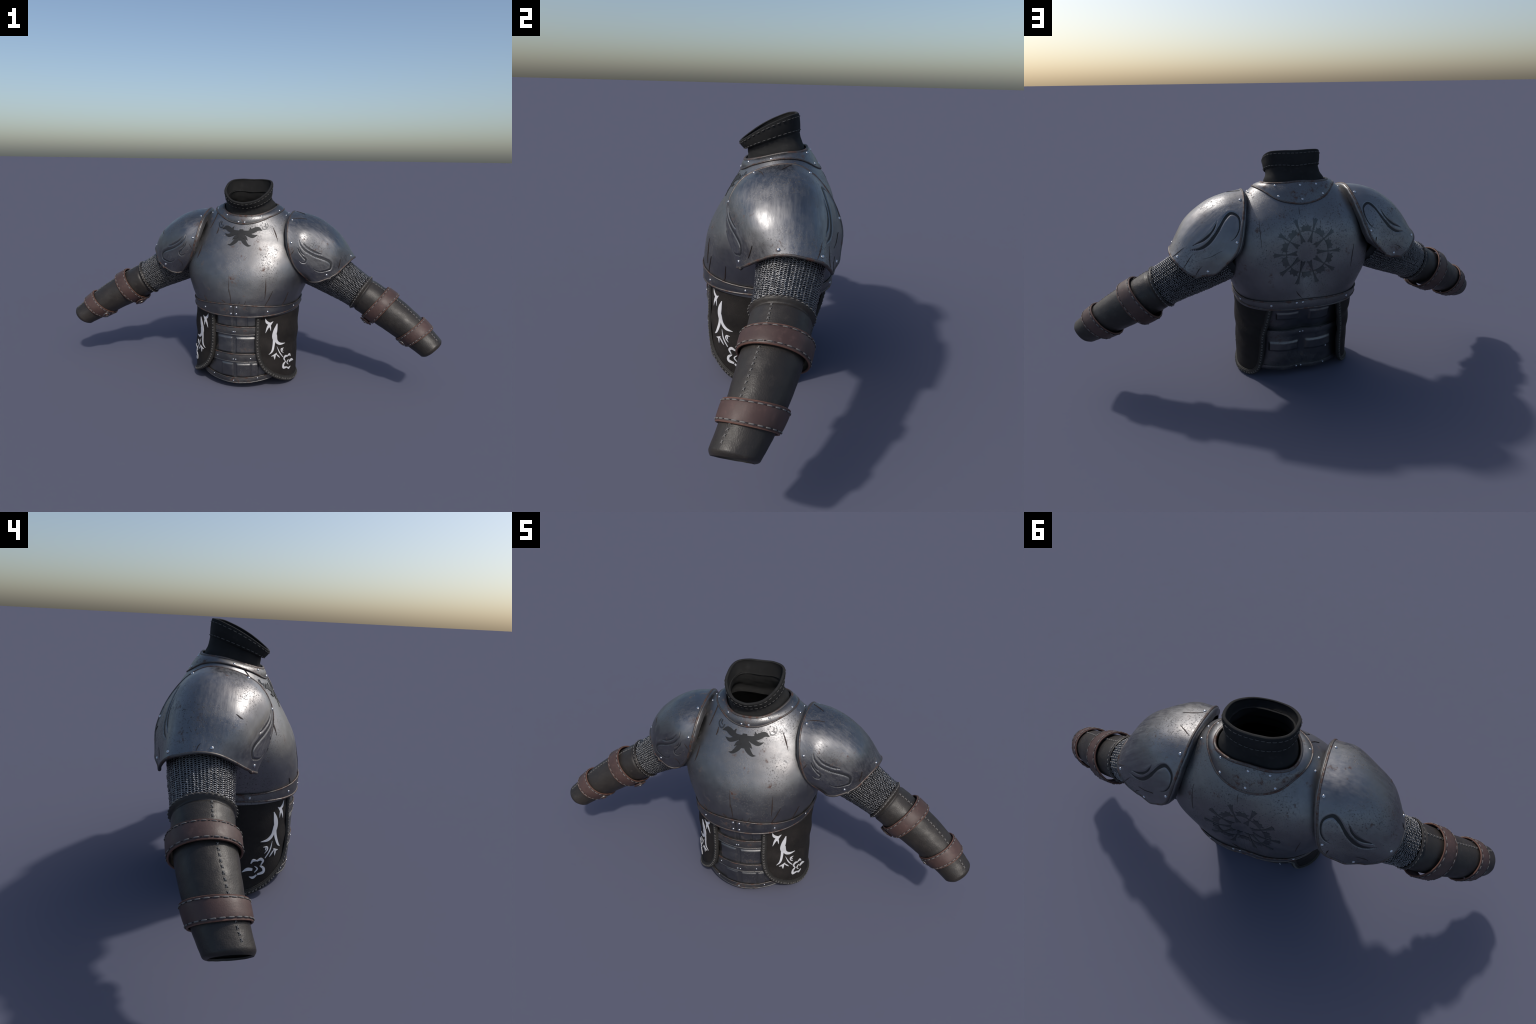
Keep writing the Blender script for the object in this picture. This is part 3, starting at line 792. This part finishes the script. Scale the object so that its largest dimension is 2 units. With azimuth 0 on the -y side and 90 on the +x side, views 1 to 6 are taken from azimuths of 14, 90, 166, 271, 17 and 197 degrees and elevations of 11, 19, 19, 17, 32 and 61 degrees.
for sx in (1, -1):
    g = (lambda v, f: (v, f)) if sx > 0 else mirror
    s3 = np.array([sx, 1, 1])
    SL = add('mail_sleeve', mesh_of('mail_sleeve', *g(MV, MF), 180), ROOT, M['ring'], stuff=True)
    add('sleeve_lining', mesh_of('sleeve_lining', *g(UV, UF), 80), SL, M['under'])
    BR = add('bracer', mesh_of('bracer', *g(BV, BF), 60), ROOT, M['bracer'])
    add('bracer_lining', mesh_of('bracer_lining', *g(PV, PF), 80), BR, M['under'])
    mats = []
    for k in range(36):
        a = 2*math.pi*k/36; p, n = arm_point(HEM+.0085, a, .0104); q, _ = arm_point(HEM+.0085, a+.02, .0104)
        mats.append(frame_matrix(p*s3, (q-p)*s3, n*s3, .95))
    joined('hem_stitching', thread_geo(.0125, .0032, .0028), mats, BR, M['thread'])
    for s0 in np.arange(HEM+.035, .79, .0168):
        p, n = arm_point(s0, 13*D2R, .0038); q, _ = arm_point(s0+.004, 13*D2R, .0038)
        add('cross_stitch', CROSS_ARM, BR, matrix=frame_matrix(p*s3, (q-p)*s3, n*s3, .95))
    for d in STRAPS:
        a, sc, slack, P = strap_geo(d)
        V, F = shell(P, .0050, True, 1)
        me = mesh_of('strap', *g(V, F), 50); ST = add('strap', me, BR, M['strap'])
        for row in (0, 10):
            N = grid_normals(P, True)[:, row]
            path = P[:, row] - N*.0022
            v_, f_ = sweep(path, N, oval(.0022, .0034, 8)); add('strap_edge', mesh_of('strap_edge', *g(v_, f_), 60), ST, M['strapedge'])
        N = grid_normals(P, True)
        for row in (1, 9):
            for i in range(1, 144, 6):
                T = P[(i+1) % 144, row] - P[i-1, row]
                add('stitch', STITCH, ST, matrix=frame_matrix((P[i, row] + N[i, row]*.0007)*s3, T*s3, N[i, row]*s3, .95))
        gaps = [frame_matrix((P[i, row] + N[i, row]*.0001)*s3, (P[(i+1) % 144, row]-P[i-1, row])*s3, N[i, row]*s3, .6) for row in (1, 9) for i in range(4, 144, 6)]
        joined('stitch_shadows', thread_geo(.0125, .0045, .0016), gaps, ST, M['under'])  # dark dashes between stitches paint the shadow of the thread holes
        # rounded strap end with its button
        bs, ba = d['button']; p, n = arm_point(bs, ba*D2R, d['lift'])
        cenA, cenS = 16, d['w']/2
        tong = []
        nn = 26
        for r in np.linspace(0, 1, 8):
            tong.append([arm_point(bs + cenS*r*math.sin(t), ba*D2R + (.30*r*math.cos(t)), d['lift'] - .0015*r**4)[0] for t in np.linspace(0, 2*math.pi, nn, endpoint=False)])
        G = np.transpose(np.array(tong), (1, 0, 2))
        sg = 1 if np.dot(grid_normals(G, True)[0, 4], n) > 0 else -1
        V, F = shell(G, .006, True, sg); add('strap_tongue', mesh_of('strap_tongue', *g(V, F), 50), ST, M['strap'])
        p, n = arm_point(bs, ba*D2R, d['lift'] + .0003)
        t_ = np.linspace(0, 2*math.pi, 28, endpoint=False); x_ = unit(np.cross(n, (0, .2, 1))); y_ = np.cross(n, x_)
        circ = p + 0.0165*(np.cos(t_)[:, None]*x_ + np.sin(t_)[:, None]*y_)
        V, F = sweep(circ, np.repeat(n[None], 28, 0), oval(.0030, .0028, 8)); add('button_ring', mesh_of('button_ring', *g(V, F), 60), ST, M['button'])
        DM = dome_mesh('button', .0125, .005); add('button', DM, ST, M['strapedge'], matrix=frame_matrix(p*s3, x_*s3, n*s3))
        DM2 = dome_mesh('button_stud', .0048, .0075); add('button_stud', DM2, ST, M['button'], matrix=frame_matrix(p*s3, x_*s3, n*s3))

# ================================================================ waist plates
def band_shell(name, fn, th0, th1, zlo, zhi, off, t, mat, parent, nt=160, nz=14, bulge=0.0, relief=None):
    """A lame: part of a waist surface between two heights (functions of theta)."""
    tt = np.linspace(th0, th1, nt)*D2R; v = np.linspace(0, 1, nz)
    a, b = zlo(tt), zhi(tt)
    TT = np.repeat(tt[:, None], nz, 1); Z = a[:, None] + (b-a)[:, None]*v
    P = fn(TT, Z); N = grid_normals(P, False)
    o = off + bulge*np.sin(v*math.pi)[None, :] + .0009*vnoise(P, 40, 12)
    if relief is not None: o = o + relief(P, TT, Z)
    P = P + N*np.broadcast_to(o, P.shape[:2])[..., None]
    V, F = shell(P, t, False, 1)
    return add(name, mesh_of(name, V, F, 45), parent, M[mat])

def emboss(boxes, h=.0050, soft=.005):
    """Raised rectangular panels given as (x0, x1, z0, z1)."""
    def f(P, T, Z):
        o = np.zeros(P.shape[:2])
        for x0, x1, z0, z1 in boxes:
            e = np.minimum(np.minimum(P[..., 0]-x0, x1-P[..., 0]), np.minimum(Z-z0, z1-Z))
            w = np.clip(e/soft + .5, 0, 1); o = np.maximum(o, h*w*w*(3-2*w))
        return o
    return f
const = lambda z: (lambda t: z + 0*t)
sag = lambda z, r: (lambda t: z + r*(1 - np.abs(np.sin(t)))**1.0)
# dark cloth core seen through the gaps of the waist
zz = np.linspace(.03, .42, 24); tt = np.linspace(-math.pi, math.pi, 120, endpoint=False)
TT, Z = np.meshgrid(tt, zz, indexing='ij'); P = plates(TT, Z); c = np.array([0, -.02, 0]); P = (P - c)*np.array([.90, .82, 1]) + c
V, F = shell(P, .004, True, 1)
WP = add('waist_guard', mesh_of('waist_guard', V, F, 60), ROOT, M['under'])
TF0, TF1 = -172, -8
fr = [emboss([(-.092, -.011, .335, .40), (.011, .058, .335, .40), (.064, .11, .335, .40)], .004, .007),
      emboss([(-.090, -.011, .196, .276), (.011, .112, .196, .276)], .0055, .008),
      emboss([(-.066, -.007, .068, .136), (.013, .079, .068, .136), (.086, .115, .068, .136)], .0045, .008)]
L = [band_shell('lame', plates, TF0, TF1, const(.300), const(.425), -.001, .005, 'lame', WP, 260, 40, 0, fr[0]),
     band_shell('lame', plates, TF0, TF1, const(.165), const(.325), .0005, .005, 'lame', WP, 260, 50, 0, fr[1]),
     band_shell('lame', plates, TF0, TF1, sag(.040, .06), const(.185), .002, .005, 'lame', WP, 260, 44, 0, fr[2])]
L[0].name = 'lame'
for nm, zl, zh, off in (('lame_band', const(.293), const(.333), .0075), ('lame_band', const(.149), const(.190), .0080), ('lame_hem', sag(.033, .065), sag(.059, .065), .0065)):
    B_ = band_shell(nm, plates, TF0, TF1, zl, zh, off, .009, 'lamedge', WP, 200, 8, .0015)
    for zz, s_ in ((zh, 1), (zl, -1)):
        tt = np.linspace(TF0, TF1, 200)*D2R; z = zz(tt)
        pth = plates(tt, z); nn = grid_normals(plates(np.repeat(tt[:, None], 2, 1), np.stack([z, z+.004], 1)), False)[:, 0]
        v_, f_ = sweep(pth + nn*(off+.0013*vnoise(pth, 80, 3))[:, None], nn, oval(.0030, .0026, 8), False)
        add('lame_edge', mesh_of('lame_edge', v_, f_, 60), WP, M['edge'] if s_ > 0 else M['lamedge'])
for t0, z in ((-91, .309), (-88.5, .309), (-91, .163), (-87.5, .163), (-70, .168), (-112, .170), (-118, .062), (-62, .060), (-91, .045), (-120, .312)):
    p, n = surf_frame(plates, t0*D2R, z); rivet(WP, p + n*.0095, n, RIVET_SMALL, .95)

TB0, TB1 = 10, 170
bk = [emboss([(.026, .118, .322, .356), (-.118, -.030, .306, .360)], .005, .008),
      emboss([(.016, .145, .146, .190), (-.145, -.022, .142, .192)], .006, .008)]
slope = lambda P, T, Z: bk[0](P, T, Z) + .022*np.clip((Z-.262)/.12, 0, 1)       # upper back lame leans out to the rim
band_shell('lame', plates, TB0, TB1, const(.240), const(.42), -.006, .005, 'lame', WP, 220, 44, 0, slope)
band_shell('lame', plates, TB0, TB1, sag(.042, .02), const(.256), .002, .006, 'lame', WP, 220, 50, 0, bk[1])
for nm, zl, zh, off in (('lame_band', const(.226), const(.258), .008), ('lame_hem', sag(.034, .02), sag(.056, .02), .005)):
    band_shell(nm, plates, TB0, TB1, zl, zh, off, .008, 'lame', WP, 180, 8, .0012)
for t0, z in ((91, .242), (88, .242), (91, .046), (86, .046), (116, .048), (118, .14)):
    p, n = surf_frame(plates, t0*D2R, z); rivet(WP, p + n*.009, n, RIVET_SMALL)

# ================================================================ side flaps
# outline in (theta degrees, z), front top -> round the bottom -> back top
OUT = np.array([(-69.5, .415), (-69.8, .36), (-70, .28), (-69.5, .22), (-67.5, .165), (-62.5, .118), (-55, .083), (-42, .048), (-30, .026), (-17, .010), (0, .002), (20, .003),
                (34, .010), (43, .028), (49, .065), (51.5, .12), (52.6, .18), (53.2, .246), (56.5, .306), (59.5, .37), (61, .415)])
tt = np.linspace(0, 1, len(OUT)); O = spline(tt, OUT, np.linspace(0, 1, 241))
def flap3(q, off=0.0):
    P = waist(q[..., 0]*D2R, q[..., 1]); 
    return P
def flap_frame(q):
    e = .05; p = waist(q[..., 0]*D2R, q[..., 1])
    n = unit(np.cross(waist((q[..., 0]+e)*D2R, q[..., 1]) - waist((q[..., 0]-e)*D2R, q[..., 1]),
                      waist(q[..., 0]*D2R, q[..., 1]+1e-3) - waist(q[..., 0]*D2R, q[..., 1]-1e-3)))
    return p, n
# fill: Coons patch between the top edge and the three outline runs
iA, iB = 84, 168
left = O[:iA+1][::-1]; bottom = O[iA:iB+1]; right = O[iB:]
nu, nv = 110, 80
U = np.linspace(0, 1, nu); Vv = np.linspace(0, 1, nv)
rs = lambda C, t: spline(np.linspace(0, 1, len(C)), C, t)
Lc, Rc, Bc = rs(left, Vv), rs(right, Vv), rs(bottom, U)
Tc = np.stack([OUT[0, 0] + (OUT[-1, 0]-OUT[0, 0])*U, .415 + 0*U], 1)
u, v = U[:, None, None], Vv[None, :, None]
Cp = (1-u)*Lc[None] + u*Rc[None] + (1-v)*Bc[:, None] + v*Tc[:, None] - ((1-u)*(1-v)*Bc[0] + u*(1-v)*Bc[-1] + (1-u)*v*Tc[0] + u*v*Tc[-1])
def folds(P):
    """Soft diagonal creases in the hide."""
    s = P[..., 1]*9 + P[..., 2]*24
    return .0034*np.sin(s*2.2 + 2*vnoise(P, 7, 21)) * np.clip(1-np.abs(P[..., 2]-.26)/.16, 0, 1) + .0014*vnoise(P, 18, 22)
Pf, Nf = flap_frame(Cp); Pf = Pf + Nf*folds(Pf)[..., None]
FV, FF_ = shell(Pf, .006, False, 1)
Po, No = flap_frame(O)
To = unit(np.gradient(Po, axis=0)); Ao = np.cross(No, To)      # points into the flap on the left hand side
cen = Po.mean(0); sgn = np.sign(np.sum(Ao*(np.array([.27, 0, .25])-Po), -1)[:, None]); 
bw = .022
sg = 1.0 if np.median(sgn) > 0 else -1.0
Bc_ = Po + sg*Ao*bw*.5
BoV, BoF = sweep(Bc_ + No*.001, No, slab(bw, .0065), False)
WelV, WelF = sweep(Po + sg*Ao*(bw+.0015) + No*.001, No, oval(.0022, .0030, 8), False)
ORN = [([(-59.5, .377), (-57.5, .357), (-52.5, .345)], [.001, .014, .012]), ([(-50, .359), (-53.5, .346), (-55.5, .332)], [.001, .014, .012]),
       ([(-54.5, .346), (-57, .326), (-58.8, .302)], [.016, .011, .001]), ([(-54.2, .342), (-53.4, .328), (-52.8, .311)], [.010, .008, .001]),
       ([(-45, .344), (-47, .312), (-48, .28), (-46.5, .25)], [.004, .025, .027, .012]),
       ([(-47.3, .285), (-47.8, .24), (-50, .205), (-54, .187)], [.020, .016, .012, .001]), ([(-46.5, .285), (-44, .25), (-38.5, .233), (-30.5, .230)], [.020, .018, .013, .001]),
       ([(-43.5, .223), (-40, .19), (-34.5, .160)], [.001, .0065, .004]),
       ([(-33, .207), (-37, .205), (-37, .194), (-33.8, .181)], [.001, .006, .006, .001]), ([(-36, .207), (-35.5, .200), (-34.5, .193)], [.003, .006, .001]),
       ([(-51, .177), (-47, .181), (-44, .190)], [.001, .010, .003]), ([(-45.8, .188), (-46.6, .174), (-46.4, .157)], [.004, .012, .001]), ([(-45, .186), (-42, .173), (-39.3, .161)], [.003, .007, .001]),
       ([(-12.5, .114), (-17, .124), (-22, .121)], [.001, .016, .012]), ([(-20.3, .148), (-22.5, .160), (-25.8, .157)], [.004, .013, .006]),
       ([(-26, .155), (-30, .160), (-32.5, .150), (-30.3, .134)], [.006, .013, .012, .004]), ([(-29.3, .131), (-33.2, .118), (-33, .101), (-27, .096)], [.004, .014, .015, .008]),
       ([(-26.3, .094), (-22.7, .085), (-19, .091)], [.006, .012, .001]), ([(-24, .134), (-26.8, .121), (-24, .107)], [.002, .007, .002])]
K = .0047           # metres per degree, so that stroke widths are metres both ways
orn_out = [stroke_outline([(a*K, b) for a, b in sp], [x*(.88 if n < 13 else .80) for x in w]) for n, (sp, w) in enumerate(ORN)]
def orn_map(q):
    p, n = flap_frame(np.stack([q[:, 0]/K, q[:, 1]], 1)); return p + n*folds(p)[:, None], n
for sx in (1, -1):
    g = (lambda v, f: (v, f)) if sx > 0 else mirror
    s3 = np.array([sx, 1, 1])
    FL = add('side_flap', mesh_of('side_flap', *g(FV, FF_), 60), ROOT, M['flap'])
    BO = add('flap_border', mesh_of('flap_border', *g(BoV, BoF), 40), FL, M['flapedge'])
    add('flap_welt', mesh_of('flap_welt', *g(WelV, WelF), 60), FL, M['flapedge'])
    inlay('painted_flower', orn_out, orn_map, FL, M['paint'], lift=.0009, sink=.001, mirrored=sx < 0)
    d = np.concatenate([[0], np.cumsum(np.linalg.norm(np.diff(Bc_, axis=0), axis=1))])
    for t in np.arange(.02, d[-1]-.02, .0150):
        i = min(int(np.searchsorted(d, t)), len(d)-2)
        add('cross_stitch', CROSS, BO, matrix=frame_matrix((Bc_[i] + No[i]*.0078)*s3, To[i]*s3, No[i]*s3, .9))


# added dark disc, no real part: blocks daylight seen down the neck
FLZ = .52; tt = np.linspace(-math.pi, math.pi, 96, endpoint=False); ring = torso(tt, np.full(96, FLZ))*np.array([.975, .975, 1])
V = np.concatenate([ring, [[0, 0, FLZ]]]); add('daylight_block', mesh_of('daylight_block', V, [(i, (i+1) % 96, 96) for i in range(96)], 80), BREAST, M['under'])
